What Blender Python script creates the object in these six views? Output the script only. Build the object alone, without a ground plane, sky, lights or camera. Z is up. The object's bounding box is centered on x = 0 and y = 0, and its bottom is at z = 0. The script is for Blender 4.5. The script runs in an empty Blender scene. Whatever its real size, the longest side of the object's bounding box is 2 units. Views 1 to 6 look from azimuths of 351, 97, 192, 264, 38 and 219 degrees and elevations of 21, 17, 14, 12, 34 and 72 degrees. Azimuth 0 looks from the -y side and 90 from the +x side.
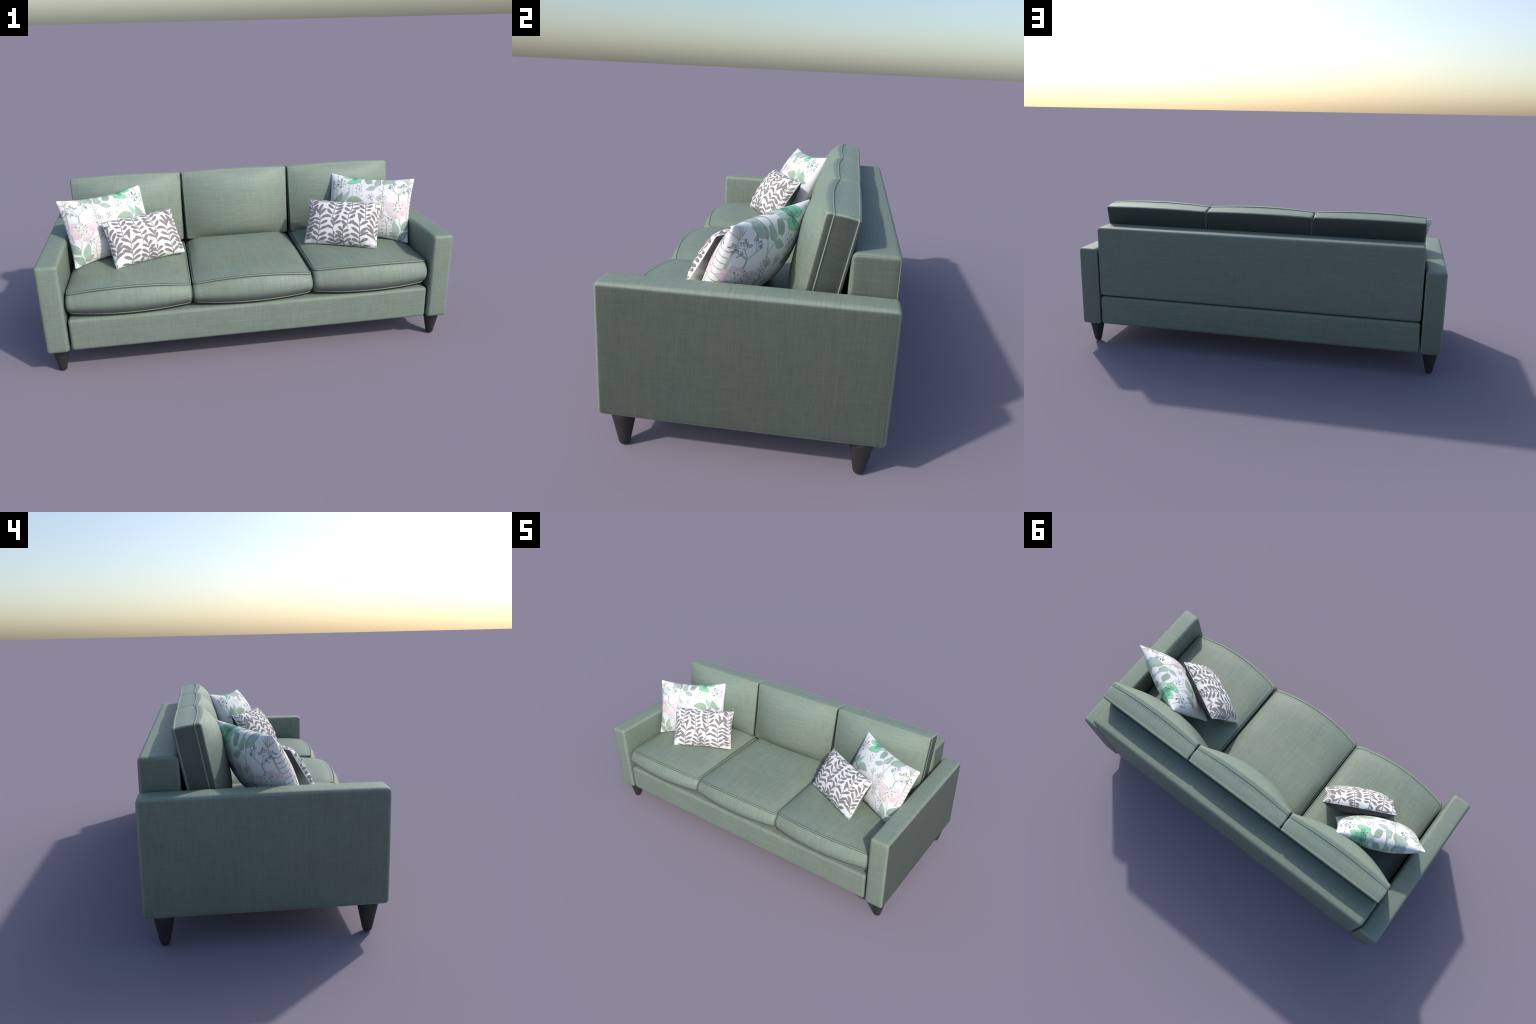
"""Three-seat sofa in sage linen with loose cushions, tapered feet and four throw pillows."""
import bpy, bmesh, math, random
import numpy as np
from mathutils import Matrix, Vector

random.seed(7)
rng = np.random.default_rng(7)
SCENE = bpy.context.scene


# ------------------------------------------------------------------ helpers
def link(name, data, parent=None, matrix=None):
    ob = bpy.data.objects.new(name, data)
    SCENE.collection.objects.link(ob)
    if parent is not None:
        ob.parent = parent
    if matrix is not None:
        ob.matrix_local = matrix
    return ob


def mesh_from(name, verts, faces, mats, slots=None, smooth=True):
    me = bpy.data.meshes.new(name)
    me.from_pydata([tuple(map(float, v)) for v in verts], [], [tuple(map(int, f)) for f in faces])
    for m in mats:
        me.materials.append(m)
    if slots is not None:
        me.polygons.foreach_set("material_index", np.asarray(slots, np.int32))
    me.polygons.foreach_set("use_smooth", [smooth] * len(me.polygons))
    me.update()
    return me


def axis_samples(h, r, n_mid, n_edge=5):
    """Samples on [-h, h]: dense in the rounded end zones, even in between."""
    edge = r * (1 - np.tan(np.linspace(math.pi / 4, 0, n_edge)))
    mid = np.linspace(-h + r, h - r, n_mid)
    return np.concatenate([-h + edge[:-1], mid, (h - edge[:-1])[::-1]])


def rounded_box(name, half, radius, puff, mats, mids=(12, 12, 12)):
    """Upholstered box: rounded edges, every face slightly puffed outwards."""
    half = np.array(half, float)
    s = [axis_samples(half[k], radius, mids[k]) for k in range(3)]
    bm = bmesh.new()
    core = half - radius
    for ax in range(3):
        a, b = (ax + 1) % 3, (ax + 2) % 3
        for sign in (-1, 1):
            grid = []
            for u in s[a]:
                row = []
                for v in s[b]:
                    p = np.zeros(3)
                    p[ax], p[a], p[b] = sign * half[ax], u, v
                    c = np.clip(p, -core, core)
                    d = p - c
                    q = c + radius * d / np.linalg.norm(d)
                    fu, fv = 1 - (u / half[a]) ** 2, 1 - (v / half[b]) ** 2
                    q[ax] += sign * puff[ax] * (max(fu, 0) * max(fv, 0)) ** 0.6
                    row.append(bm.verts.new(q))
                grid.append(row)
            for i in range(len(grid) - 1):
                for j in range(len(grid[0]) - 1):
                    f = [grid[i][j], grid[i + 1][j], grid[i + 1][j + 1], grid[i][j + 1]]
                    bm.faces.new(f if sign > 0 else f[::-1])
    bmesh.ops.remove_doubles(bm, verts=bm.verts, dist=1e-5)
    me = bpy.data.meshes.new(name)
    bm.to_mesh(me)
    bm.free()
    for m in mats:
        me.materials.append(m)
    me.polygons.foreach_set("use_smooth", [True] * len(me.polygons))
    return me


def rounded_rect(corner, n_side, n_corner):
    """Unit square outline (s, t) with rounded corners, counter-clockwise, cs = corner radii."""
    cs, ct = corner
    pts = []
    for k, (sx, sy) in enumerate([(1, -1), (1, 1), (-1, 1), (-1, -1)]):
        a0 = -math.pi / 2 + k * math.pi / 2
        for a in np.linspace(a0, a0 + math.pi / 2, n_corner):
            pts.append((sx * (1 - cs) + cs * math.cos(a), sy * (1 - ct) + ct * math.sin(a)))
        nx, ny = [(1, 1), (-1, 1), (-1, -1), (1, -1)][k]
        p0 = np.array(pts[-1])
        a1 = a0 + math.pi / 2
        p1 = np.array((nx * (1 - cs) + cs * math.cos(a1), ny * (1 - ct) + ct * math.sin(a1)))
        for f in np.linspace(0, 1, n_side + 2)[1:-1]:
            pts.append(tuple(p0 + (p1 - p0) * f))
    return np.array(pts)


def tube(paths, radius, n=8):
    """Closed tubes along closed paths: the corded piping of a seam."""
    verts, faces = [], []
    for path in paths:
        path = np.asarray(path)
        tan = np.roll(path, -1, 0) - np.roll(path, 1, 0)
        tan /= np.linalg.norm(tan, axis=1)[:, None]
        ctr = path.mean(0)
        ref = path - ctr
        side = ref - (ref * tan).sum(1)[:, None] * tan
        side /= np.linalg.norm(side, axis=1)[:, None]
        up = np.cross(tan, side)
        base = len(verts)
        m = len(path)
        for i in range(m):
            for j in range(n):
                a = math.tau * j / n
                verts.append(path[i] + radius * (math.cos(a) * side[i] + math.sin(a) * up[i]))
        for i in range(m):
            for j in range(n):
                i2, j2 = (i + 1) % m, (j + 1) % n
                faces.append((base + i * n + j, base + i * n + j2, base + i2 * n + j2, base + i2 * n + j))
    return verts, faces


def loft_cushion(rings, cap_first, cap_last):
    """Stack of closed rings (each N x 3), closed by a centre point at both ends."""
    n = len(rings[0])
    verts = [cap_first] + [p for r in rings for p in r] + [cap_last]
    faces = []
    for j in range(n):
        faces.append((0, 1 + (j + 1) % n, 1 + j))
    for k in range(len(rings) - 1):
        for j in range(n):
            j2 = (j + 1) % n
            a, b = 1 + k * n, 1 + (k + 1) * n
            faces.append((a + j, a + j2, b + j2, b + j))
    b = 1 + (len(rings) - 1) * n
    last = len(verts) - 1
    for j in range(n):
        faces.append((b + j, b + (j + 1) % n, last))
    return verts, faces


# ---------------------------------------------------------------- materials
class Nodes:
    def __init__(self, name):
        self.mat = bpy.data.materials.new(name)
        self.mat.use_nodes = True
        self.t = self.mat.node_tree
        self.bsdf = self.t.nodes["Principled BSDF"]

    def n(self, kind, **kw):
        node = self.t.nodes.new(kind)
        for k, v in kw.items():
            setattr(node, k, v)
        return node

    def put(self, sock, val):
        if isinstance(val, bpy.types.NodeSocket):
            self.t.links.new(val, sock)
        else:
            sock.default_value = val

    def math(self, op, a, b=0.0, c=None, clamp=False):
        m = self.n("ShaderNodeMath", operation=op, use_clamp=clamp)
        self.put(m.inputs[0], a)
        self.put(m.inputs[1], b)
        if c is not None:
            self.put(m.inputs[2], c)
        return m.outputs[0]

    def mix(self, fac, a, b, blend="MIX"):
        m = self.n("ShaderNodeMix", data_type="RGBA", blend_type=blend)
        self.put(m.inputs[0], fac)
        self.put(m.inputs[6], a if isinstance(a, bpy.types.NodeSocket) else (*a, 1))
        self.put(m.inputs[7], b if isinstance(b, bpy.types.NodeSocket) else (*b, 1))
        return m.outputs[2]

    def noise(self, vec, scale, detail=2.0, rough=0.5, loc=(0, 0, 0)):
        mp = self.n("ShaderNodeMapping")
        self.put(mp.inputs["Vector"], vec)
        mp.inputs["Scale"].default_value = scale
        mp.inputs["Location"].default_value = loc
        t = self.n("ShaderNodeTexNoise")
        self.put(t.inputs["Vector"], mp.outputs[0])
        t.inputs["Scale"].default_value = 1.0
        t.inputs["Detail"].default_value = detail
        t.inputs["Roughness"].default_value = rough
        return t.outputs["Fac"]


def linen(name, weights, base=(0.204, 0.257, 0.206), seed=0.0, baked_shades=(), baked_fade=None):
    """Slub linen.  `weights`: how strongly the slubs vary along x, y, z; threads only show on faces they lie in.
    `shades`: (axis, sign, from, to, factor) - shading baked into the cloth value, chosen by the way a face points."""
    N = Nodes(name)
    tc = N.n("ShaderNodeTexCoord")
    co = tc.outputs["Object"]
    sep = N.n("ShaderNodeSeparateXYZ")
    N.put(sep.inputs[0], tc.outputs["Normal"])
    total = weave = None
    for k, w in enumerate(weights):
        lie = N.math("SUBTRACT", 1.0, N.math("POWER", N.math("ABSOLUTE", sep.outputs[k]), 1.5), clamp=True)
        sc = [3.0, 3.0, 3.0]
        sc[k] = 75.0
        band = N.noise(co, sc, 2.0, 0.5, (seed, seed * 2 + k, 3.1))
        sc = [15.0, 15.0, 15.0]
        sc[k] = 400.0
        slub = N.noise(co, sc, 2.0, 0.6, (seed + 5, k, 1.7))
        v = N.math("MULTIPLY", N.math("SUBTRACT", band, 0.5), 0.20 * w)
        v = N.math("MULTIPLY_ADD", N.math("SUBTRACT", slub, 0.5), 0.43 + 0.20 * w, v)
        v = N.math("MULTIPLY", v, lie)
        total = v if total is None else N.math("ADD", total, v)
        f = N.math("MULTIPLY", slub, lie)
        weave = f if weave is None else N.math("ADD", weave, f)
    blotch = N.noise(co, (6, 6, 6), 3.0, 0.6, (seed, 0, 0))
    hue = N.noise(co, (5, 5, 5), 2.0, 0.5, (9 + seed, 4, 2))
    hue = N.math("MULTIPLY_ADD", N.math("SUBTRACT", hue, 0.5), 2.0, 0.5, clamp=True)
    b = base
    col = N.mix(hue, (b[0] * 0.965, b[1] * 1.0, b[2] * 1.04), (b[0] * 1.035, b[1] * 1.0, b[2] * 0.965))
    val = N.math("ADD", total, 1.0)
    val = N.math("MULTIPLY_ADD", N.math("SUBTRACT", blotch, 0.5), 0.10, val)
    for axis, sign, lo, hi, factor in baked_shades:
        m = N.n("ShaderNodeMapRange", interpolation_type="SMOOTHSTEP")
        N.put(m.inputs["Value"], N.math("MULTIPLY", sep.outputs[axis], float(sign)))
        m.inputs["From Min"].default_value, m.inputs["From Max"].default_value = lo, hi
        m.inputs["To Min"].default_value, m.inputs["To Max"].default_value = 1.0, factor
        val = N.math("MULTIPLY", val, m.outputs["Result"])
    if baked_fade:    # light falloff put into the colour: darkened low, lightened high
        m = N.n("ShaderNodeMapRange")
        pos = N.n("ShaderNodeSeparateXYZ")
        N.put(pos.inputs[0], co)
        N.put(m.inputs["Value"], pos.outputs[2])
        for key, v in zip(("From Min", "From Max", "To Min", "To Max"), baked_fade):
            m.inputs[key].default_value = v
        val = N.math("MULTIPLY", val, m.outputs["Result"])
    hsv = N.n("ShaderNodeHueSaturation")
    N.put(hsv.inputs["Color"], col)
    N.put(hsv.inputs["Value"], val)
    N.put(N.bsdf.inputs["Base Color"], hsv.outputs[0])
    bump = N.n("ShaderNodeBump")
    bump.inputs["Strength"].default_value = 0.10
    bump.inputs["Distance"].default_value = 0.001
    N.put(bump.inputs["Height"], weave)
    N.put(N.bsdf.inputs["Normal"], bump.outputs[0])
    N.bsdf.inputs["Roughness"].default_value = 0.58
    N.bsdf.inputs["Specular IOR Level"].default_value = 0.5
    return N.mat


def plain(name, col, rough=0.8, spec=0.25, grain=0.0, scale=60.0, tint=None):
    N = Nodes(name)
    if grain or tint:
        co = N.n("ShaderNodeTexCoord").outputs["Object"]
        nz = N.noise(co, (scale,) * 3, 3.0, 0.6)
        f = N.math("MULTIPLY_ADD", N.math("SUBTRACT", nz, 0.5), 2.4, 0.5, clamp=True)
        lo = tint if tint else tuple(c * (1 - grain) for c in col)
        N.put(N.bsdf.inputs["Base Color"], N.mix(f, lo, col))
    else:
        N.bsdf.inputs["Base Color"].default_value = (*col, 1)
    N.bsdf.inputs["Roughness"].default_value = rough
    N.bsdf.inputs["Specular IOR Level"].default_value = spec
    return N.mat


X, Y, Z = 0, 1, 2
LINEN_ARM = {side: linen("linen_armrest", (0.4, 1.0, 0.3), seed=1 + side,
                         baked_shades=[(X, side, 0.75, 1.0, 0.36 if side > 0 else 0.66), (X, -side, 0.75, 1.0, 0.85), (Y, 1, 0.6, 1.0, 0.66)],  # outer sides and rear darkened to match their shading, right side most
                         baked_fade=(-0.22, 0.22, 0.92, 1.06)) for side in (-1, 1)}
LINEN_SEAT = linen("linen_seat", (1.0, 0.3, 0.5), seed=3, baked_shades=[(Z, -1, -0.05, 0.75, 0.50), (X, 1, 0.6, 1.0, 0.6), (X, -1, 0.6, 1.0, 0.6)])  # occlusion under the front roll and in the side gaps tinted in
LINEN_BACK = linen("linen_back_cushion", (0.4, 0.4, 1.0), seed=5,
                   baked_shades=[(X, 1, 0.75, 0.99, 0.24), (X, -1, 0.75, 0.99, 0.32), (Y, 1, 0.6, 0.95, 0.17)], baked_fade=(-0.15, 0.12, 0.78, 1.16))  # side and rear panels painted dark for the shade they sit in
LINEN_FRAME = linen("linen_frame", (0.4, 0.5, 0.9), seed=8, baked_shades=[(X, 1, 0.7, 1.0, 0.46), (X, -1, 0.7, 1.0, 0.62), (Y, 1, 0.6, 1.0, 0.72), (Y, -1, 0.6, 1.0, 0.95)])  # ends and rear toned down in base colour for baked shadow
LINEN_PIPING = linen("linen_piping", (0.2, 0.2, 0.2), base=(0.218, 0.270, 0.212), seed=11)
SEAM_SHADOW = plain("seam_shadow_line", (0.125, 0.158, 0.128), 0.9, 0.1)
LEG_PAINT = plain("charcoal_leg", (0.030, 0.028, 0.030), 0.55, 0.4, 0.15, 40)

# --------------------------------------------------------------------- sofa
ARM_IN, ARM_OUT = 0.894, 1.0
FRONT, BACK = -0.440, 0.458
FOOT, ARM_TOP = 0.122, 0.567

sofa = link("sofa", None)
sofa["label"] = "three-seat sage green linen sofa with loose cushions and tapered legs"
sofa["category"] = "sofa"


def add_box(name, lo, hi, radius, puff, mat, mids):
    lo, hi = np.array(lo), np.array(hi)
    me = rounded_box(name, (hi - lo) / 2, radius, puff, [mat], mids)
    return link(name, me, sofa, Matrix.Translation(Vector((lo + hi) / 2)))


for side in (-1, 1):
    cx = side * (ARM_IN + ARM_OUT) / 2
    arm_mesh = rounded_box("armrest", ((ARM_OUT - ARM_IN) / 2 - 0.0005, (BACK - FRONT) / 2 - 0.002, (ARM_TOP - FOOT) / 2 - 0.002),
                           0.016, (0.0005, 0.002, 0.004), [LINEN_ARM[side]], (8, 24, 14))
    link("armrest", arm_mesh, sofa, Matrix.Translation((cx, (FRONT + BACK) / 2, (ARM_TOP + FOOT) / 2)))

base = add_box("seat_base", (-0.886, -0.430, 0.126), (0.886, 0.452, 0.289), 0.017, (0.0, 0.003, 0.0), LINEN_FRAME, (40, 14, 8))
backrest = add_box("backrest", (-0.887, 0.303, 0.296), (0.887, 0.452, 0.687), 0.018, (0.001, 0.004, 0.002), LINEN_FRAME, (40, 8, 14))


def box_end_path(x, lo, hi, r, n=6):
    (y0, z0), (y1, z1) = lo, hi
    pts = []
    for k, (cy, cz) in enumerate([(y1 - r, z0 + r), (y1 - r, z1 - r), (y0 + r, z1 - r), (y0 + r, z0 + r)]):
        for a in np.linspace(-math.pi / 2, 0, n) + k * math.pi / 2:
            pts.append((x, cy + r * math.cos(a), cz + r * math.sin(a)))
    return pts


# thin corded seams round both end faces of the backrest
bc = np.array(backrest.location)
paths = [np.array(box_end_path(sx * 0.8818, (0.3083, 0.3013), (0.4467, 0.6817), 0.0135)) - bc for sx in (-1, 1)]
v, f = tube(paths, 0.0016, 6)
link("piping", mesh_from("piping", v, f, [LINEN_PIPING]), backrest)


# legs: straight tapered cones with softly rounded ends
def leg_mesh():
    prof = [(0.0, 0.0), (0.010, 0.0002), (0.0145, 0.002), (0.0175, 0.006), (0.0192, 0.011)]
    prof += [(0.0192 + (0.0430 - 0.0192) * k / 6, 0.011 + (0.128 - 0.011) * k / 6) for k in range(1, 7)]
    prof += [(0.0, 0.128)]
    n = 40
    verts, faces = [], []
    for r, z in prof:
        for j in range(n):
            a = math.tau * j / n
            verts.append((r * math.cos(a), r * math.sin(a), z))
    for i in range(len(prof) - 1):
        for j in range(n):
            j2 = (j + 1) % n
            faces.append((i * n + j, i * n + j2, (i + 1) * n + j2, (i + 1) * n + j))
    me = mesh_from("leg", verts, faces, [LEG_PAINT])
    bm = bmesh.new()
    bm.from_mesh(me)
    bmesh.ops.remove_doubles(bm, verts=bm.verts, dist=1e-6)
    bm.to_mesh(me)
    bm.free()
    me.polygons.foreach_set("use_smooth", [True] * len(me.polygons))
    return me


leg = leg_mesh()
for x in (-0.947, 0.947):
    for y in (-0.370, 0.385):
        link("leg", leg, sofa, Matrix.Translation((x, y, 0)))


# ------------------------------------------------------------ seat cushions
SEAT_W, SEAT_Y0, SEAT_Y1 = 0.292, -0.397, 0.225


def seat_cushion(seam, arch):
    """`seam`: height of the upper seam at the corners, `arch`: how much it rises mid-front."""
    yc, hd = (SEAT_Y0 + SEAT_Y1) / 2, (SEAT_Y1 - SEAT_Y0) / 2
    out = rounded_rect((0.07, 0.065), 44, 7)

    def plan(s, t, push=0.0):
        """Square (s, t) to plan (x, y): the front edge is bowed forward."""
        s, t = np.asarray(s), np.asarray(t)
        front = np.clip(-t, 0, 1)
        x = s * (SEAT_W + 0.22 * push)
        y = yc + t * hd - 0.036 * (1 - s ** 2) * front ** 2 - push * front ** 3 + 0.3 * push * np.clip(t, 0, 1) ** 3
        return x, y

    def top(s, t):
        h = (1 - np.abs(s) ** 11) * (1 - np.abs(t) ** 10)
        return seam + arch * (1 - s ** 2) * (0.3 + 0.7 * np.clip(-t, 0, 1)) + h * (0.452 - seam - 0.3 * arch + 0.004 * np.clip(1.5 * t + 0.5, 0, 1) + 0.7 * arch * np.clip(t, -1, 0))

    def bottom(s, t):
        return 0.312 - 0.006 * (1 - s ** 2) * np.clip(-t, 0, 1)

    rings = []
    S, T = out[:, 0], out[:, 1]
    for f in (0.25, 0.6, 0.85, 0.94):
        x, y = plan(S * f, T * f)
        z = np.maximum(0.291, bottom(S, T) - 0.021 * (1 - f ** 8) ** 0.6)
        rings.append(np.stack([x, y, z], 1))
    x, y = plan(S * 0.99, T * 0.99)
    lowest = np.stack([x, y, bottom(S, T)], 1)
    zt = top(S, T)
    for w in (0.0, 0.04, 0.09, 0.17, 0.26, 0.36, 0.47, 0.58, 0.68, 0.77, 0.85, 0.91, 0.96, 1.0):
        b = 0.030 * (1 - (2 * w - 1) ** 2) * (1 - 0.15 * (2 * w - 1))
        fr = 0.992 + 0.006 * w - 0.020 * (max(0, w - 0.95) / 0.05) - 0.012 * (max(0, 0.05 - w) / 0.05)     # the seam sits in a small groove
        x, y = plan(S * fr, T * fr, b)
        z = bottom(S, T) * (1 - w) + (zt - 0.001) * w
        rings.append(np.stack([x, y, z], 1))
    for f in (0.974, 0.965, 0.95, 0.93, 0.91, 0.885, 0.86, 0.82, 0.76, 0.68, 0.58, 0.46, 0.32, 0.16):
        x, y = plan(S * f, T * f)
        lip = 0.003 * max(0, (f - 0.93) / 0.05)
        rings.append(np.stack([x, y, top(S * f, T * f) + lip], 1))
    x0, y0 = plan(0, 0)
    v, fc = loft_cushion(rings, (x0, y0, 0.291), (x0, y0, float(top(0.0, 0.0))))
    x, y = plan(S * 0.990, T * 0.990)
    upper = np.stack([x, y, zt + 0.0012], 1)
    creases = []
    for f, lift in ((0.9985, -0.0042), (0.977, 0.0018)):      # groove shadow modelled as thin dark tubes either side of the cord
        x, y = plan(S * f, T * f)
        creases.append(np.stack([x, y, (zt if f > 0.99 else top(S * f, T * f)) + lift], 1))
    return v, fc, [lowest, upper], creases


for k, (seam, arch) in zip((-1, 0, 1), ((0.404, 0.031), (0.404, 0.033), (0.422, 0.018))):
    v, f, welts, creases = seat_cushion(seam, arch)
    c = link("seat_cushion", mesh_from("seat_cushion", v, f, [LINEN_SEAT]), sofa, Matrix.Translation((k * 0.592, 0, 0)))
    v, f = tube(welts, 0.0038)
    v2, f2 = tube(creases, 0.0014, 6)
    slots = [0] * len(f) + [1] * len(f2)
    f = f + [tuple(i + len(v) for i in q) for q in f2]
    link("piping", mesh_from("piping", v + v2, f, [LINEN_PIPING, SEAM_SHADOW], slots), c)

# ------------------------------------------------------------ back cushions
LEAN = math.radians(10.8)
BACK_W, BACK_H = 0.2925, 0.186


def back_cushion():
    """Local frame: X width, Y depth (negative = front), Z up the leaning back."""
    out = rounded_rect((0.035, 0.055), 44, 7)
    S, T = out[:, 0], out[:, 1]

    def plan(s, t, inset=0.0, rise=0.009):
        s, t = np.asarray(s), np.asarray(t)
        return s * (BACK_W - inset - 0.003 * (1 - t)), t * (BACK_H - inset) + (rise * (1 - s ** 2) - 0.002) * np.clip(t, 0, 1) ** 2

    def ring(depth, inset=0.0, f=1.0, bow=0.0):
        x, z = plan(S * f, T * f, inset, 0.009 if depth >= 0 else 0.005)
        y = -(depth + bow * (1 - (S * f) ** 2))
        return np.stack([x, np.broadcast_to(y, x.shape), z], 1)

    def face(s, t):
        return 0.0262 + 0.018 * (1 - s ** 2) + 0.047 * (1 - np.abs(s) ** 2.3) * (1 - np.abs(t) ** np.where(t > 0, 4.6, 6.0))

    rear = -0.074
    rings = [ring(rear - 0.010, 0.012, f) for f in (0.3, 0.7, 0.92)]
    rings += [ring(rear - 0.009, 0.009), ring(rear - 0.006, 0.001), ring(rear - 0.003, -0.001)]
    welts = [ring(rear), ring(0.0, bow=0.015)]
    rings.append(welts[0])
    for w in (0.15, 0.35, 0.5, 0.65, 0.85):
        rings.append(ring(rear * (1 - w), -0.003 * math.sin(math.pi * w), bow=0.015 * w))
    rings.append(welts[1])
    rings += [ring(0.005, -0.001, bow=0.016), ring(0.013, -0.001, bow=0.017), ring(0.0195, 0.0005, bow=0.018), ring(0.0235, 0.003, bow=0.018), ring(0.0255, 0.006, bow=0.018)]
    for f in (1.0, 0.985, 0.96, 0.92, 0.87, 0.80, 0.72, 0.62, 0.5, 0.36, 0.2):
        x, z = plan(S * f, T * f, 0.0085)
        rings.append(np.stack([x, -face(S * f, T * f), z], 1))
    x, z = plan(0, 0, 0)
    v, fc = loft_cushion(rings, (0, -(rear - 0.010), float(z)), (0, -float(face(0.0, 0.0)), float(z)))
    return v, fc, welts


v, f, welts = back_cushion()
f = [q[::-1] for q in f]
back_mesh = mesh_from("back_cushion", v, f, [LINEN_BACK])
v, f = tube(welts, 0.0027)
back_welt = mesh_from("piping", v, f, [LINEN_PIPING])
# front seam plane passes through (y 0.246, z 0.797) at its upper edge
up = np.array((0.0, math.sin(LEAN), math.cos(LEAN)))
ctr = np.array((0.0, 0.246, 0.800)) - BACK_H * up
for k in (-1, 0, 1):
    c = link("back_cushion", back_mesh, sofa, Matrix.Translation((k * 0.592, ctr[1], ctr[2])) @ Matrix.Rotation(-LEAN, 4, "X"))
    link("piping", back_welt, c)


# ------------------------------------------------------------ throw pillows
class Pillow:
    """Knife-edge pillow: concave outline, pointed ears, a front and a rear bulge."""

    def __init__(self, w, h, d, pull_x, pull_y, p, q, ear, pucker=0.0):
        self.__dict__.update(w=w / 2, h=h / 2, d=d / 2, ax=pull_x, ay=pull_y, p=p, q=q, ear=ear, pucker=pucker)

    def xy(self, s, t):
        r = self.ear
        ps, pt = np.maximum(np.abs(s) - (1 - r), 0) / r, np.maximum(np.abs(t) - (1 - r), 0) / r
        m, hyp = np.maximum(ps, pt), np.hypot(ps, pt)
        k = np.where(hyp > 1e-9, m / np.maximum(hyp, 1e-9), 1.0)
        both = (ps > 0) & (pt > 0)
        s = np.where(both, np.sign(s) * (1 - r + r * ps * k), s)
        t = np.where(both, np.sign(t) * (1 - r + r * pt * k), t)
        return self.w * s * (1 - self.ax * (1 - t ** 2)), self.h * t * (1 - self.ay * (1 - s ** 2))

    def z(self, s, t):
        a, b = 1 - np.abs(s) ** self.p, 1 - np.abs(t) ** self.p
        zz = self.d * (np.maximum(a, 0) * np.maximum(b, 0)) ** self.q
        if self.pucker:
            near = np.exp(-((1 - np.maximum(np.abs(s), np.abs(t))) / 0.16) ** 2)
            zz = zz * (1 + self.pucker * near * (np.sin(s * 23 + 1.3 * t) * (np.abs(t) > np.abs(s)) + np.sin(t * 19 + 0.7) * (np.abs(t) <= np.abs(s))))
        return zz

    def st(self, x, y):
        """Invert the plan map by fixed-point steps."""
        s, t = x / self.w, y / self.h
        for _ in range(40):
            px, py = self.xy(s, t)
            s = np.clip(s + 0.8 * (x - px) / self.w, -1.02, 1.02)
            t = np.clip(t + 0.8 * (y - py) / self.h, -1.02, 1.02)
        return s, t

    def body(self, n=72):
        k = np.sin(np.linspace(-math.pi / 2, math.pi / 2, n + 1))
        s, t = np.meshgrid(k, k, indexing="ij")
        x, y = self.xy(s, t)
        z = self.z(s, t)
        idx = np.arange((n + 1) ** 2).reshape(n + 1, n + 1)
        rim = np.zeros((n + 1, n + 1), bool)
        rim[0] = rim[-1] = rim[:, 0] = rim[:, -1] = True
        front = np.stack([x, y, z], -1).reshape(-1, 3)
        rear_idx = np.where(rim, idx, -1)
        free = np.argwhere(~rim)
        rear_idx[~rim] = (n + 1) ** 2 + np.arange(len(free))
        rear = np.stack([x[~rim], y[~rim], -z[~rim]], -1)
        faces, slots = [], []
        for g, flip in ((idx, False), (rear_idx, True)):
            for i in range(n):
                for j in range(n):
                    q = (g[i, j], g[i + 1, j], g[i + 1, j + 1], g[i, j + 1])
                    faces.append(q[::-1] if flip else q)
                    slots.append(1 if flip else 0)
        return np.concatenate([front, rear]), faces, slots

    @staticmethod
    def fold(u):
        """Unrolled cloth coordinate (1.25 at the seam) to the plan parameter: even in the middle, wrapping at the rim."""
        a = np.abs(u)
        v = np.clip((a - 0.75) / 0.5, 0, 1)
        return np.sign(u) * np.where(a < 0.75, a, 0.75 + 0.25 * (1 - (1 - v) ** 2))

    @staticmethod
    def unroll(s):
        a = np.minimum(np.abs(s), 0.998)
        return np.sign(s) * np.where(a < 0.75, a, 0.75 + 0.5 * (1 - np.sqrt(np.maximum(0, 1 - (a - 0.75) / 0.25))))

    def lift_st(self, s, t, off):
        """Points on the front at plan parameters (s, t), `off` proud of the cloth; False where outside the seam."""
        inside = (np.abs(s) < 0.9999) & (np.abs(t) < 0.9999)
        s, t = np.clip(s, -0.9999, 0.9999), np.clip(t, -0.9999, 0.9999)

        def at(a, b):
            x, y = self.xy(a, b)
            return np.stack([x, y, self.z(a, b)], 1)

        e = 4e-4
        nrm = np.cross(at(s + e, t) - at(s - e, t), at(s, t + e) - at(s, t - e))
        nrm /= np.linalg.norm(nrm, axis=1)[:, None] + 1e-12
        return at(s, t) + nrm * off, inside


FLORAL = Pillow(0.452, 0.356, 0.166, 0.055, 0.135, 2.0, 0.53, 0.055)
LEAFY = Pillow(0.386, 0.248, 0.128, 0.035, 0.055, 2.4, 0.46, 0.045, 0.12)


def frame(tl, tr, bl, br=None):
    tl, tr, bl = map(np.array, (tl, tr, bl))
    br = tr + bl - tl if br is None else np.array(br)
    x = (tr - tl) + (br - bl)
    y = (tl - bl) + (tr - br)
    x /= np.linalg.norm(x)
    y -= y.dot(x) * x
    y /= np.linalg.norm(y)
    return np.stack([x, y, np.cross(x, y)], 1), (tl + tr + bl + br) / 4


def mirror_frame(rot, ctr):
    """The right-hand pillows repeat the left-hand ones in mirror image."""
    r = rot.copy()
    r[0] *= -1
    r[:, 0] *= -1
    return r, np.array((0.02 - ctr[0], ctr[1] - 0.010, ctr[2]))


FABRIC_WHITE = plain("pillow_white", (0.82, 0.82, 0.83), 0.85, 0.2)


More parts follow.
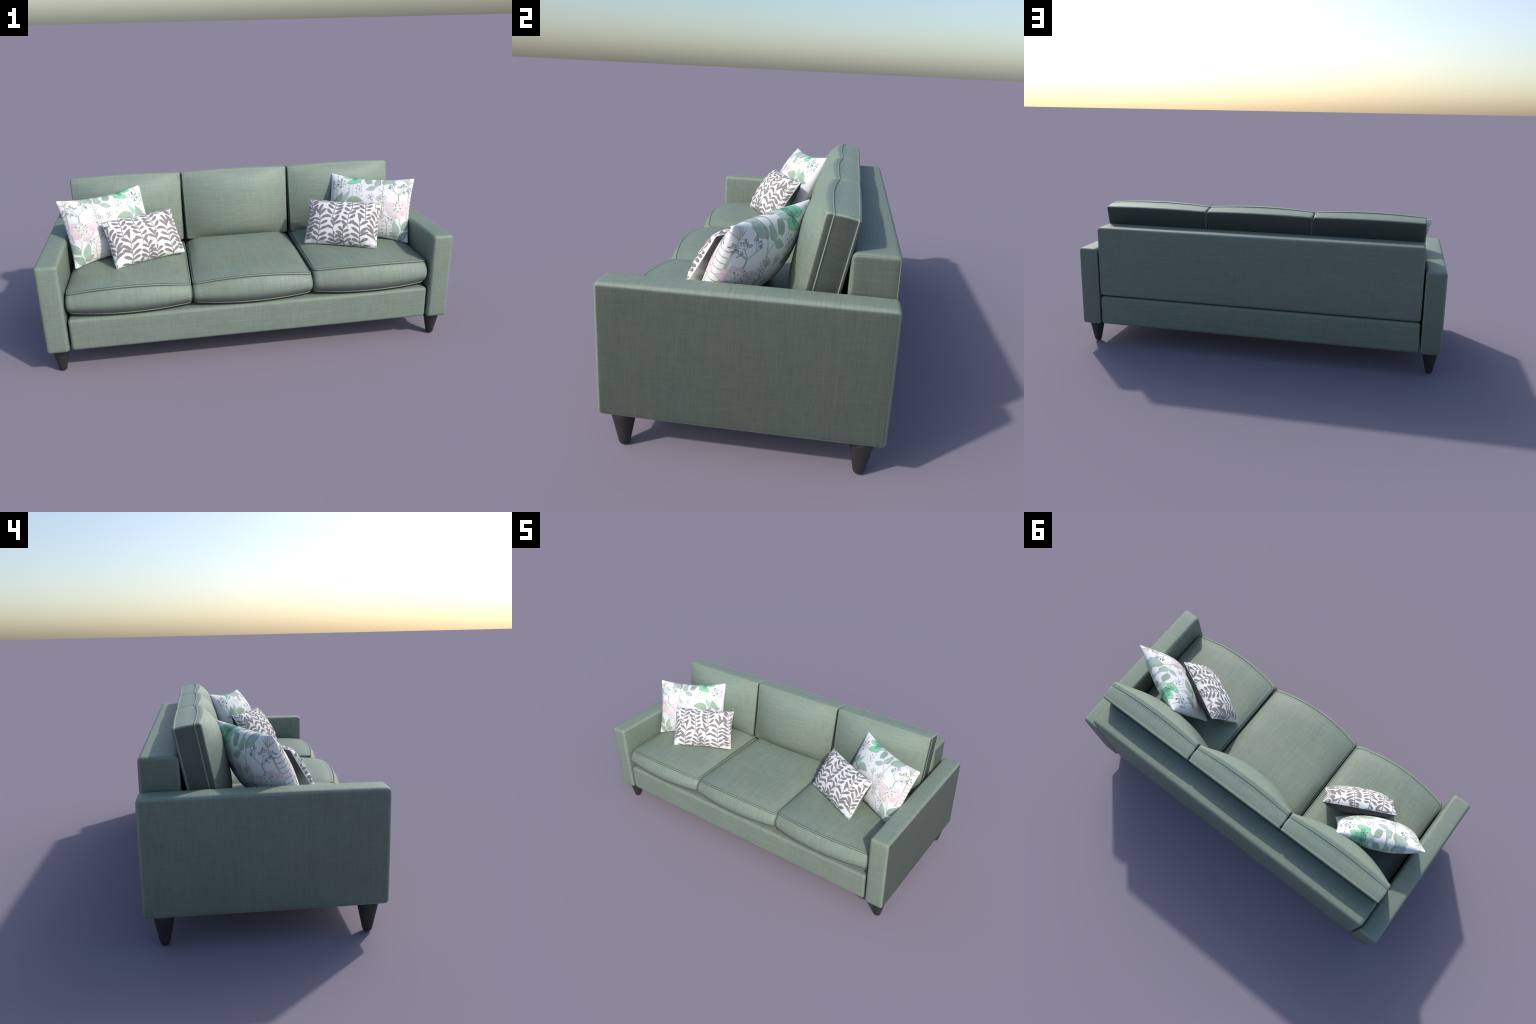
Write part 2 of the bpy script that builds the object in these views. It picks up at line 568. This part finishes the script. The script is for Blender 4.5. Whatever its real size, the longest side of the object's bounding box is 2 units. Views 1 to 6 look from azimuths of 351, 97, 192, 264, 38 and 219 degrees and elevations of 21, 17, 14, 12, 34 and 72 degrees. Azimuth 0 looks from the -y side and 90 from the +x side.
def reverse_cloth():
    """Plain reverse of the small pillows: dark grey at the top, fading to pale at the bottom."""
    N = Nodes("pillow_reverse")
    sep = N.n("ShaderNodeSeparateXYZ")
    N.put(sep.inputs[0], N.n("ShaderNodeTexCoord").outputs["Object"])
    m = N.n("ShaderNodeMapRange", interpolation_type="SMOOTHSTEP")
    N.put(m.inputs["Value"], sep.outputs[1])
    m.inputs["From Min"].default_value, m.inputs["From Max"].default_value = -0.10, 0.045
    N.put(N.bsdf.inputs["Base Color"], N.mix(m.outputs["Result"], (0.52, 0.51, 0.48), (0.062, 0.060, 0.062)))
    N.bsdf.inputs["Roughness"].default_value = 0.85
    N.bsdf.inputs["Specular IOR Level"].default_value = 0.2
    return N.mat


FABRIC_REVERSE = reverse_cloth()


TIER = {"beige": 0, "bark": 2, "stem": 1, "cream": 9, "ink": 14, "twig": 8, "teal": 7, "ink_soft": 9, "pod": 9, "grey": 0}


def add_pillow(name, pillow, prints, names, mats, place, mirrored, both_sides, unrolled, label):
    verts, faces, slots = pillow.body()
    sizes = [len(p[0]) for p in prints]
    start = np.concatenate([[0], np.cumsum(sizes)]).astype(int)
    flat = np.concatenate([p[0] for p in prints])
    off = np.concatenate([np.full(n, 0.0003 + 0.00005 * TIER.get(names[p[2] - 2].removesuffix("_vein"), 3) + 6e-6 * (k % 40))
                          for k, (p, n) in enumerate(zip(prints, sizes))])
    s, t = (pillow.fold(flat[:, 0]), pillow.fold(flat[:, 1])) if unrolled else pillow.st(flat[:, 0], flat[:, 1])
    lifted, ok = pillow.lift_st(s, t, off[:, None])
    verts = [verts]
    base = len(verts[0])
    for side in ((1, -1) if both_sides else (1,)):
        verts.append(lifted * (1, 1, side))
        for k, (pts, tris, slot) in enumerate(prints):
            for t in tris:
                i, j, m = (start[k] + q for q in t)
                if ok[i] or ok[j] or ok[m]:
                    faces.append((base + i, base + j, base + m) if side > 0 else (base + m, base + j, base + i))
                    slots.append(slot)
        base += len(lifted)
    verts = np.concatenate(verts)
    if mirrored:
        verts[:, 0] *= -1
        faces = [q[::-1] for q in faces]
    me = mesh_from(name, verts, faces, mats, slots)
    rot, ctr = place
    if mirrored:
        rot, ctr = mirror_frame(rot, ctr)
    m = Matrix([[*map(float, rot[i]), float(ctr[i])] for i in range(3)] + [[0, 0, 0, 1]])
    ob = link(name, me, None, m)
    ob["label"] = label
    ob["category"] = "throw pillow"
    return ob


FLORAL_PLACE = frame((-0.930, -0.024, 0.753), (-0.525, 0.163, 0.763), (-0.855, -0.160, 0.439))
LEAFY_PLACE = frame((-0.702, -0.123, 0.659), (-0.371, 0.056, 0.652), (-0.661, -0.236, 0.450), (-0.312, -0.080, 0.455))
class Print:
    """Motifs printed on a pillow, drawn flat in millimetres from the pillow's centre."""

    def __init__(self, seed, pillow, unrolled):
        self.pillow, self.unrolled = pillow, unrolled
        self.rng = np.random.default_rng(seed)
        self.patches, self.colours = [], []

    def slot(self, colour):
        if colour not in self.colours:
            self.colours.append(colour)
        return self.colours.index(colour) + 2

    def grid(self, rows, colour):
        """rows: list of equally long point rows -> one patch of triangles."""
        rows = np.asarray(rows, float) / 1000
        n, m = rows.shape[:2]
        tris = []
        for i in range(n - 1):
            for j in range(m - 1):
                a, b, c, d = i * m + j, i * m + j + 1, (i + 1) * m + j + 1, (i + 1) * m + j
                tris += [(a, c, b), (a, d, c)]
        flat = rows.reshape(-1, 2)
        t = tris[len(tris) // 2]
        u, v = flat[t[1]] - flat[t[0]], flat[t[2]] - flat[t[0]]
        if u[0] * v[1] - u[1] * v[0] < 0:
            tris = [q[::-1] for q in tris]
        if self.unrolled:
            flat = flat / (self.pillow.w, self.pillow.h)
        else:
            flat, tris = self.refine(flat, tris)
        self.patches.append((flat, tris, self.slot(colour)))

    def refine(self, flat, tris):
        """Split triangles close to the rim, where the cloth curves sharply."""
        for limit in (0.80, 0.92, 0.97):
            rel = np.max(np.abs(flat) / (self.pillow.w * 0.96, self.pillow.h * 0.89), axis=1)
            if rel.max() < limit:
                break
            pts, mid, out = list(map(tuple, flat)), {}, []

            def half(i, j):
                key = (min(i, j), max(i, j))
                if key not in mid:
                    mid[key] = len(pts)
                    pts.append(tuple((flat[i] + flat[j]) / 2))
                return mid[key]

            for i, j, k in tris:
                if max(rel[i], rel[j], rel[k]) < limit or min(rel[i], rel[j], rel[k]) > 1.15:
                    out.append((i, j, k))
                else:
                    a, b, c = half(i, j), half(j, k), half(k, i)
                    out += [(i, a, c), (a, j, b), (c, b, k), (a, b, c)]
            flat, tris = np.array(pts), out
        return flat, tris

    @staticmethod
    def spline(pts, step=2.5):
        pts = np.asarray(pts, float)
        if len(pts) == 2:
            n = max(2, int(np.linalg.norm(pts[1] - pts[0]) / step) + 1)
            return pts[0] + (pts[1] - pts[0]) * np.linspace(0, 1, n)[:, None]
        q = np.vstack([2 * pts[0] - pts[1], pts, 2 * pts[-1] - pts[-2]])
        out = []
        for i in range(1, len(q) - 2):
            n = max(2, int(np.linalg.norm(q[i + 1] - q[i]) / step))
            t = np.linspace(0, 1, n, endpoint=False)[:, None]
            out.append(0.5 * (2 * q[i] + (q[i + 1] - q[i - 1]) * t + (2 * q[i - 1] - 5 * q[i] + 4 * q[i + 1] - q[i + 2]) * t ** 2
                              + (3 * q[i] - q[i - 1] - 3 * q[i + 1] + q[i + 2]) * t ** 3))
        return np.vstack(out + [pts[-1:]])

    def ribbon(self, line, widths, colour, across=2):
        tan = np.gradient(line, axis=0)
        tan /= np.linalg.norm(tan, axis=1)[:, None] + 1e-9
        side = np.stack([-tan[:, 1], tan[:, 0]], 1)
        k = np.linspace(-0.5, 0.5, across + 1)
        self.grid([line + side * (w * widths)[:, None] for w in k], colour)

    def stroke(self, pts, width, colour):
        line = self.spline(pts)
        self.ribbon(line, np.full(len(line), float(width)), colour)

    def leaf(self, ends, width, colour, bend=None, full=0.0, rib=True):
        """A leaf from its base to its tip; full > 0 moves the widest part towards a round tip."""
        (bx, by), (tx, ty) = ends
        d = np.array((tx - bx, ty - by), float)
        length = np.linalg.norm(d)
        nrm = np.array((-d[1], d[0])) / length
        bend = self.rng.uniform(-0.10, 0.10) if bend is None else bend
        n = max(10, int(length / 2.2))
        t = np.sin(np.linspace(0, math.pi / 2, n)) if full else np.linspace(0, 1, n)
        line = np.array((bx, by)) + d * t[:, None] + nrm * (bend * length * 4 * t * (1 - t))[:, None]
        if full:
            w = np.where(t < full, np.sin(math.pi / 2 * np.minimum(t / full, 1)) ** 0.95, np.sqrt(np.maximum(0, 1 - (np.maximum(t - full, 0) / (1 - full)) ** 2)))
            w = np.maximum(w, 0.12 * (1 - t) ** 2)
        else:
            w = np.sin(math.pi * t ** 0.85) ** 0.9 * (1 - 0.25 * t)
        self.ribbon(line, width * w / w.max(), colour, 8)
        if rib:
            self.ribbon(line[: int(n * 0.92)], np.full(int(n * 0.92), 0.9), colour + "_vein", 1)

    def blob(self, c, a, b, colour, wob=0.10):
        c, a, b = map(np.array, (c, a, b))
        ph = self.rng.uniform(0, 6.28, 3)
        th = np.linspace(0, math.tau, 25 if np.linalg.norm(a - c) > 5 else 11)
        r = 1 + wob * (np.sin(2 * th + ph[0]) + 0.6 * np.sin(3 * th + ph[1]) + 0.4 * np.sin(5 * th + ph[2]))
        k = max(1, int(np.linalg.norm(a - c) / 2.5))
        self.grid([c + f * r[:, None] * (np.cos(th)[:, None] * (a - c) + np.sin(th)[:, None] * (b - c)) for f in np.linspace(0.02, 1, k + 1)], colour)

    def petal(self, pts, colour):
        c, a, b = map(np.array, pts)
        self.blob(c, c + (a - c) * 1.07, c + (b - c) * 1.07, colour + "_vein")
        ph = self.patches[-1]
        ctr = np.array(c) / 1000
        self.patches.append((ctr + (ph[0] - ctr) * 0.92, ph[1], self.slot(colour)))

    def dot(self, c, r, colour):
        self.blob(c, (c[0] + r, c[1]), (c[0], c[1] + r), colour)

    def umbel(self, pts, colour):
        """One branch of a cow-parsley head: a fork of fine stalks, each tipped with seeds."""
        self.stroke(pts[:2], 2.0, colour)
        self.stroke(pts[1:], 1.4, colour)
        a, tip = np.array(pts[1], float), np.array(pts[2], float)
        for k in range(7):
            f = self.rng.uniform(0.45, 1.0)
            p = a + (tip - a) * f
            ang = math.atan2(*(tip - a)[::-1]) + self.rng.choice((-1, 1)) * self.rng.uniform(0.5, 1.2)
            q = p + self.rng.uniform(6, 15) * np.array((math.cos(ang), math.sin(ang)))
            self.stroke([p, q], 1.0, colour)
            self.dot(q, self.rng.uniform(1.7, 3.0), "ink_soft" if k % 4 else colour)
        self.dot(tip, 3.0, colour)

    def burst(self, pts, colour):
        """Star-shaped flower head of thin rays ending in pairs of seeds."""
        c, e = map(np.array, pts)
        r = np.linalg.norm(e - c)
        for k in range(11):
            a = math.tau * k / 11 + self.rng.uniform(-0.2, 0.2)
            q = c + r * self.rng.uniform(0.55, 1.0) * np.array((math.cos(a), math.sin(a)))
            self.stroke([c, q], 0.8, colour)
            self.dot(q, self.rng.uniform(1.3, 2.1), colour)
            o = self.rng.uniform(-3.5, 3.5, 2)
            self.dot(q + o, 1.2, colour)
        self.dot(c, 2.4, "teal")

    def pod(self, pts, colour):
        a, b = map(np.array, pts)
        self.stroke([a, b], 0.8, colour)
        self.leaf((b + (b - a) * 0.05, b + (b - a) * 0.45), 4.5, "pod", 0.0, rib=False)

    def cluster(self, pts, count, colour):
        """Loose cluster of small seeds inside an ellipse."""
        c, a, b = map(np.array, pts)
        for k in range(count):
            th, r = self.rng.uniform(0, math.tau), math.sqrt(self.rng.uniform(0, 1))
            q = c + r * (math.cos(th) * (a - c) + math.sin(th) * (b - c))
            self.stroke([q, q + (c + (b - c) * 0.8 - q) * 0.25], 0.8, colour)
            self.dot(q, self.rng.uniform(1.4, 2.6), colour)

    def sprig(self, stem, leaves):
        """Curving stem with simple round-tipped leaves: (place along stem, angle, length)."""
        size = np.array((self.pillow.w, self.pillow.h)) * 1000

        def unrolled(p):
            p = np.asarray(p, float).reshape(-1, 2) / 1000
            st = self.pillow.st(np.clip(p[:, 0], -0.98 * self.pillow.w, 0.98 * self.pillow.w), np.clip(p[:, 1], -0.98 * self.pillow.h, 0.98 * self.pillow.h))
            return np.stack([self.pillow.unroll(st[0]), self.pillow.unroll(st[1])], 1) * size

        flat_line = self.spline(stem)
        seg = np.r_[0, np.cumsum(np.linalg.norm(np.diff(flat_line, axis=0), axis=1))]
        stalk = unrolled(stem)
        extra = []
        for end, nxt in ((0, 1), (-1, -2)):          # stems that reach the seam run on into it
            if abs(stem[end][1]) > 100:
                d = stalk[end] - stalk[nxt]
                d /= np.linalg.norm(d)
                if abs(d[1]) > 0.6 and d[1] * stem[end][1] > 0:
                    reach = max(0.0, 1.24 * size[1] - abs(stalk[end][1])) / abs(d[1])
                    if reach > 6:
                        grow = stalk[end] + d * reach
                        side = np.array((-d[1], d[0])) * np.sign(d[1])
                        for k in np.arange(8, reach, 17):
                            for sgn in (-1, 1):
                                b = stalk[end] + d * k
                                extra.append((b, b + sgn * 33 * side * 0.75 + np.array((0, 20.0))))
                        stalk = np.vstack([grow, stalk] if end == 0 else [stalk, grow])
        line = self.spline(stalk)
        self.ribbon(line, np.linspace(4.6, 3.0, len(line)), "grey")
        for t, ang, length, *curl in leaves:
            i = min(int(np.searchsorted(seg, t * seg[-1])), len(flat_line) - 1)
            j = max(i, 1)
            tan = flat_line[j] - flat_line[j - 1]
            a = math.atan2(tan[1], tan[0]) + math.radians(ang)
            tip = flat_line[i] + 1.04 * length * np.array((math.cos(a), math.sin(a)))
            b, e = unrolled([flat_line[i], tip])
            bend = curl[0] if curl else 0.09 * (-1 if ang > 0 else 1)
            self.sprig_leaf(b, e, bend)
        for b, e in extra:
            self.sprig_leaf(b, e, 0.08 * np.sign(b[0] - e[0]))

    def sprig_leaf(self, b, e, bend):
        length = np.linalg.norm(e - b)
        width = min(0.40 * length, 16.0) if length > 24 else 0.42 * length
        self.leaf((b, e), width, "grey", bend + self.rng.uniform(-0.03, 0.03), full=0.62, rib=False)


floral = Print(3, FLORAL, False)
stroke, leaf, umbel, petal, dot = floral.stroke, floral.leaf, floral.umbel, floral.petal, floral.dot
pod, burst, cluster = floral.pod, floral.burst, floral.cluster
stroke([(-198, 126), (-202, 95), (-204, 35), (-203, -17), (-202, -54)], 6, 'beige')
stroke([(-198, 126), (-200, 148), (-197, 172)], 4, 'beige')
stroke([(-197, 137), (-212, 145), (-226, 154)], 5, 'beige')
for tip, w in (((-166, 160), 7), ((-176, 168), 5), ((-188, 172), 3), ((-208, 170), 3)):
    leaf([(-198, 131), tip], w, 'beige', 0.12)
for y in range(-50, 110, 23):
    leaf([(-206, y + 3), (-222, y)], 2.6, 'bark', 0.1, rib=False)
stroke([(-195, 134), (-177, 137), (-163, 132)], 2, 'beige')
stroke([(-155, 37), (-152, 70)], 5, 'teal')
umbel([(-152, 71), (-124, 91), (-114, 118)], 'teal')
umbel([(-152, 71), (-124, 91), (-99, 102)], 'teal')
umbel([(-152, 71), (-124, 91), (-130, 134)], 'teal')
umbel([(-152, 71), (-169, 100), (-181, 126)], 'teal')
umbel([(-152, 71), (-169, 100), (-157, 116)], 'teal')
umbel([(-152, 71), (-171, 104), (-210, 112)], 'teal')
umbel([(-152, 71), (-164, 74), (-182, 88)], 'teal')
umbel([(-152, 71), (-168, 81), (-198, 95)], 'teal')
petal([(-107, 2), (-121, 3), (-108, -9)], 'pink')
petal([(-117, 17), (-128, 19), (-118, 8)], 'pink')
petal([(-158, 31), (-171, 33), (-159, 22)], 'pink')
petal([(-182, 31), (-194, 34), (-183, 20)], 'pink')
petal([(-197, 15), (-208, 18), (-198, 4)], 'pink')
petal([(-198, -4), (-211, 0), (-199, -17)], 'pink')
petal([(-181, -25), (-195, -22), (-182, -39)], 'pink')
petal([(-164, -35), (-182, -32), (-166, -49)], 'pink')
petal([(-148, -44), (-163, -42), (-149, -57)], 'pink')
petal([(-124, -40), (-137, -38), (-125, -51)], 'pink')
petal([(-113, -27), (-124, -26), (-114, -38)], 'pink')
petal([(-103, -13), (-113, -12), (-104, -23)], 'pink')
petal([(-123, -21), (-133, -19), (-124, -29)], 'cream')
petal([(-141, -23), (-150, -22), (-142, -31)], 'cream')
petal([(-157, -34), (-166, -32), (-158, -42)], 'cream')
petal([(-168, -45), (-177, -43), (-169, -53)], 'cream')
petal([(-140, -34), (-149, -32), (-140, -42)], 'cream')
petal([(-114, -17), (-124, -16), (-115, -25)], 'cream')
petal([(-129, 1), (-138, 2), (-129, -8)], 'cream')
petal([(-147, 14), (-157, 15), (-148, 6)], 'cream')
petal([(-164, 22), (-173, 23), (-165, 13)], 'cream')
petal([(-182, 12), (-191, 14), (-183, 4)], 'cream')
petal([(-177, -7), (-186, -5), (-177, -15)], 'cream')
petal([(-162, -15), (-172, -13), (-163, -23)], 'cream')
petal([(-147, -7), (-156, -6), (-148, -15)], 'cream')
petal([(-132, 14), (-142, 15), (-133, 6)], 'cream')
petal([(-160, 5), (-170, 7), (-161, -3)], 'cream')
petal([(-184, -3), (-193, -1), (-185, -11)], 'cream')
petal([(-125, -10), (-134, -9), (-126, -18)], 'cream')
petal([(-171, 2), (-180, 4), (-172, -6)], 'cream')
dot((-146, 26), 2.6, 'ink')
dot((-133, 18), 2.6, 'ink')
dot((-129, 6), 2.6, 'ink')
dot((-142, 12), 2.6, 'ink')
dot((-163, 14), 2.6, 'ink')
dot((-177, 20), 2.6, 'ink')
dot((-146, -3), 2.6, 'ink')
dot((-168, 0), 2.6, 'ink')
dot((-137, -14), 2.6, 'ink')
dot((-160, -19), 2.6, 'ink')
stroke([(-167, -50), (-174, -80), (-185, -118), (-176, -149)], 3, 'stem')
leaf([(-167, -148), (-140, -69)], 38, 'sage')
leaf([(-187, -116), (-216, -50)], 34, 'fern')
leaf([(-171, -150), (-123, -128)], 26, 'olive')
leaf([(-177, -170), (-218, -120)], 34, 'fern')
stroke([(-174, -173), (-173, -150), (-187, -116)], 3, 'stem')
stroke([(-106, -168), (-109, -132), (-107, -95), (-98, -67)], 1.3, 'twig')
pod([(-108, -120), (-118, -104)], 'twig')
pod([(-108, -139), (-90, -136)], 'twig')
pod([(-106, -117), (-88, -119)], 'twig')
pod([(-107, -95), (-113, -77)], 'twig')
pod([(-106, -98), (-89, -101)], 'twig')
pod([(-103, -83), (-87, -80)], 'twig')
pod([(-101, -74), (-93, -68)], 'twig')
pod([(-106, -153), (-125, -149)], 'twig')
pod([(-107, -155), (-90, -154)], 'twig')
pod([(-108, -127), (-124, -118)], 'twig')
burst([(-8, 46), (-29, 47)], 'twig')
burst([(-71, 51), (-91, 54)], 'twig')
burst([(-77, 18), (-99, 20)], 'twig')
burst([(-52, 41), (-67, 43)], 'twig')
burst([(-73, -24), (-90, -22)], 'twig')
burst([(-71, -55), (-89, -53)], 'twig')
burst([(-130, -65), (-151, -63)], 'twig')
stroke([(-56, -28), (-77, 18)], 1.6, 'teal')
stroke([(-56, -28), (-131, -70)], 1.6, 'teal')
stroke([(-56, -28), (-16, 25)], 1.6, 'teal')
stroke([(-56, -28), (-71, -55)], 1.6, 'teal')
stroke([(-56, -28), (-71, -24)], 1.6, 'teal')
stroke([(-56, -28), (-53, 36)], 1.6, 'teal')
stroke([(-17, 22), (-8, 43)], 1.6, 'teal')
burst([(-27, -42), (-46, -30)], 'twig')
stroke([(-69, 62), (-69, 90), (-71, 129), (-72, 149)], 4, 'stem')
stroke([(-66, 78), (-32, 108), (-11, 127)], 3, 'stem')
leaf([(-31, 107), (23, 84)], 29, 'sage')
leaf([(-35, 110), (-49, 149)], 36, 'fern')
leaf([(-8, 126), (36, 152)], 34, 'fern')
leaf([(-36, 111), (-26, 159)], 24, 'sage')
leaf([(-70, 121), (-80, 160)], 30, 'olive')
leaf([(-76, 130), (-136, 158)], 36, 'sage')
petal([(91, 128), (60, 135), (89, 113)], 'emerald')
petal([(83, 134), (57, 147), (67, 125)], 'emerald')
petal([(124, 155), (99, 155), (117, 144)], 'emerald')
petal([(103, 157), (77, 157), (92, 151)], 'jade')
petal([(54, 154), (35, 156), (45, 148)], 'mint')
petal([(84, 143), (66, 147), (78, 133)], 'jade')
burst([(88, 149), (70, 152)], 'ink')
stroke([(106, 115), (115, 83)], 1.3, 'stem')
stroke([(93, 113), (89, 45)], 1, 'stem')
cluster([(60, 103), (42, 104), (57, 80)], 14, 'twig')
cluster([(58, 66), (35, 67), (54, 36)], 11, 'twig')
stroke([(58, 109), (55, 63)], 1, 'twig')
cluster([(161, 114), (134, 114), (157, 83)], 40, 'ink_soft')
cluster([(192, 105), (172, 105), (188, 78)], 24, 'ink_soft')
stroke([(182, 167), (181, 122)], 4, 'beige')
stroke([(178, 80), (175, 39)], 4, 'beige')
stroke([(178, 64), (159, 102)], 1.5, 'teal')
leaf([(150, 15), (108, 75)], 30, 'mint')
leaf([(182, 6), (148, 67)], 34, 'fern')
stroke([(108, 75), (113, 90)], 3, 'stem')
dot((114, 85), 4, 'beige')
leaf([(119, 17), (28, 18)], 42, 'olive')
leaf([(113, -10), (74, 26)], 30, 'fern')
leaf([(150, 12), (116, -7)], 18, 'olive')
leaf([(166, 5), (198, 11)], 22, 'fern')
burst([(-11, -134), (-40, -116)], 'bark')
petal([(0, -158), (-46, -132), (-5, -165)], 'beige')

leafy = Print(5, LEAFY, True)
sprig = leafy.sprig
sprig([(-192, -113), (-186, -94), (-173, -63), (-169, -45), (-169, -20), (-175, 4), (-182, 30), (-183, 45)],
      [(0.14, -37, 52), (0.31, -26, 45), (0.45, -43, 45), (0.59, -39, 43), (0.74, -46, 46), (0.89, -52, 45), (0.98, -10, 35), (0.12, 75, 22), (0.28, 65, 28), (0.4, 56, 32), (0.56, 50, 34), (0.71, 45, 32), (0.85, 40, 26)])
sprig([(-164, 122), (-167, 97), (-165, 75)],
      [(0.05, 112, 30), (0.63, -93, 26), (0.11, -92, 26)])
sprig([(-110, 127), (-118, 91), (-119, 67), (-122, 40), (-123, 9)],
      [(0.0, -84, 30), (0.19, -102, 37), (0.33, -103, 35), (0.51, -104, 29), (0.72, -104, 25), (0.92, -125, 32), (0.03, 110, 30), (0.25, 131, 38), (0.45, 128, 39), (0.63, 128, 32), (0.87, 123, 45)])
sprig([(-111, -120), (-106, -106), (-103, -83), (-102, -57), (-99, -27), (-97, -5)],
      [(0.98, -4, 49), (0.83, 58, 49), (0.48, 48, 54), (0.35, 61, 49), (0.1, 75, 45), (0.0, 104, 47), (0.76, -54, 51), (0.48, -53, 53), (0.27, -59, 52), (0.12, -56, 43), (0.03, -72, 42)])
sprig([(-45, 116), (-49, 70), (-38, 40), (-35, 6), (-34, -19), (-37, -38)],
      [(0.03, -120, 24), (0.14, -105, 38), (0.29, -109, 38), (0.49, -138, 37), (0.67, -130, 41), (0.84, -122, 37), (0.06, 90, 30), (0.17, 94, 31), (0.37, 95, 36), (0.52, 104, 30), (0.71, 115, 37), (0.89, 130, 36)])
sprig([(-24, -117), (-20, -98), (-16, -75), (-15, -54), (-17, -43)],
      [(0.91, 10, 36), (0.65, 62, 35), (0.32, 66, 40), (0.08, 75, 41), (0.74, -43, 37), (0.48, -51, 42), (0.32, -59, 44), (0.08, -58, 33)])
sprig([(26, -127), (28, -107), (30, -91), (31, -79)],
      [(0.93, -5, 23), (0.65, 72, 39), (0.29, 66, 35), (0.04, 75, 43), (0.72, -57, 34), (0.37, -66, 34), (0.08, -70, 46)])
sprig([(32, 106), (35, 82), (41, 54), (46, 24), (53, 3)],
      [(0.07, -109, 33), (0.23, -113, 37), (0.45, -122, 43), (0.71, -132, 47), (0.21, 113, 46), (0.42, 111, 45), (0.71, 123, 44), (0.02, 100, 31)])
sprig([(36, -55), (39, -42), (34, -30), (32, -13)],
      [(1.0, 19, 45), (0.65, 44, 41), (1.0, -37, 29), (0.52, -58, 35), (0.15, -51, 38)])
sprig([(121, -121), (119, -105), (113, -84), (111, -57), (111, -28), (112, -2), (117, 24)],
      [(1.0, 21, 63), (0.95, 47, 51), (1.0, -22, 41), (0.8, 75, 60, -0.26), (0.62, 59, 46), (0.41, 61, 47), (0.21, 47, 47), (0.05, 64, 55), (0.8, -67, 32), (0.64, -62, 32), (0.41, -54, 44), (0.23, -69, 37), (0.07, -66, 40)])
sprig([(116, 126), (107, 108), (107, 97)],
      [(0.78, -111, 29), (0.58, 126, 38)])
sprig([(170, 108), (166, 87), (166, 60), (170, 34), (175, 4), (176, -27), (179, -57), (184, -81), (185, -97)],
      [(0.07, -120, 34), (0.14, -129, 38), (0.26, -141, 44), (0.34, -140, 44), (0.47, -140, 42), (0.55, -120, 36), (0.66, -119, 39), (0.79, -129, 39), (0.84, -119, 40), (0.93, -108, 34), (1.0, -94, 29), (0.09, 144, 35), (0.23, 130, 29), (0.32, 124, 27), (0.42, 123, 25), (0.52, 143, 27), (0.67, 144, 29)])
sprig([(-59, -119), (-59, -118)],
      [(0.0, -32, 20)])

INKS = {
    "grey": (0.250, 0.231, 0.229), "beige": (0.56, 0.56, 0.44), "bark": (0.30, 0.27, 0.22), "teal": (0.30, 0.44, 0.41),
    "pink": (0.82, 0.64, 0.72), "cream": (0.82, 0.76, 0.73), "ink": (0.05, 0.20, 0.20), "ink_soft": (0.17, 0.255, 0.25),
    "stem": (0.46, 0.57, 0.48), "sage": (0.43, 0.545, 0.485), "fern": (0.34, 0.455, 0.385), "olive": (0.39, 0.48, 0.35),
    "twig": (0.33, 0.33, 0.27), "pod": (0.30, 0.36, 0.28), "emerald": (0.30, 0.66, 0.43), "jade": (0.17, 0.48, 0.31), "mint": (0.46, 0.63, 0.54),
}


def ink(name):
    base = name.removesuffix("_vein")
    c = INKS[base]
    if name.endswith("_vein"):
        k = 0.74 if base in ("pink", "cream") else 0.72
        return plain("print_" + name, tuple(v * k for v in c), 0.85, 0.2)
    soft = base in ("sage", "fern", "olive", "mint", "emerald", "jade", "pink", "cream", "beige", "stem")
    tint = tuple(v * 0.80 + 0.02 for v in c) if soft else None
    return plain("print_" + name, tuple(min(1, v * 1.08) for v in c) if soft else c, 0.85, 0.2, 0.0, 38.0, tint)


FLORAL_PRINT, LEAFY_PRINT = floral.patches, leafy.patches
FLORAL_MATS = [FABRIC_WHITE, FABRIC_WHITE] + [ink(c) for c in floral.colours]
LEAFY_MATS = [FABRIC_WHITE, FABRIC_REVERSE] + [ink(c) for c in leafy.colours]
for mirrored in (False, True):
    add_pillow("floral_pillow", FLORAL, FLORAL_PRINT, floral.colours, FLORAL_MATS, FLORAL_PLACE, mirrored, True, False,
               "white throw pillow printed with watercolour leaves and flowers")
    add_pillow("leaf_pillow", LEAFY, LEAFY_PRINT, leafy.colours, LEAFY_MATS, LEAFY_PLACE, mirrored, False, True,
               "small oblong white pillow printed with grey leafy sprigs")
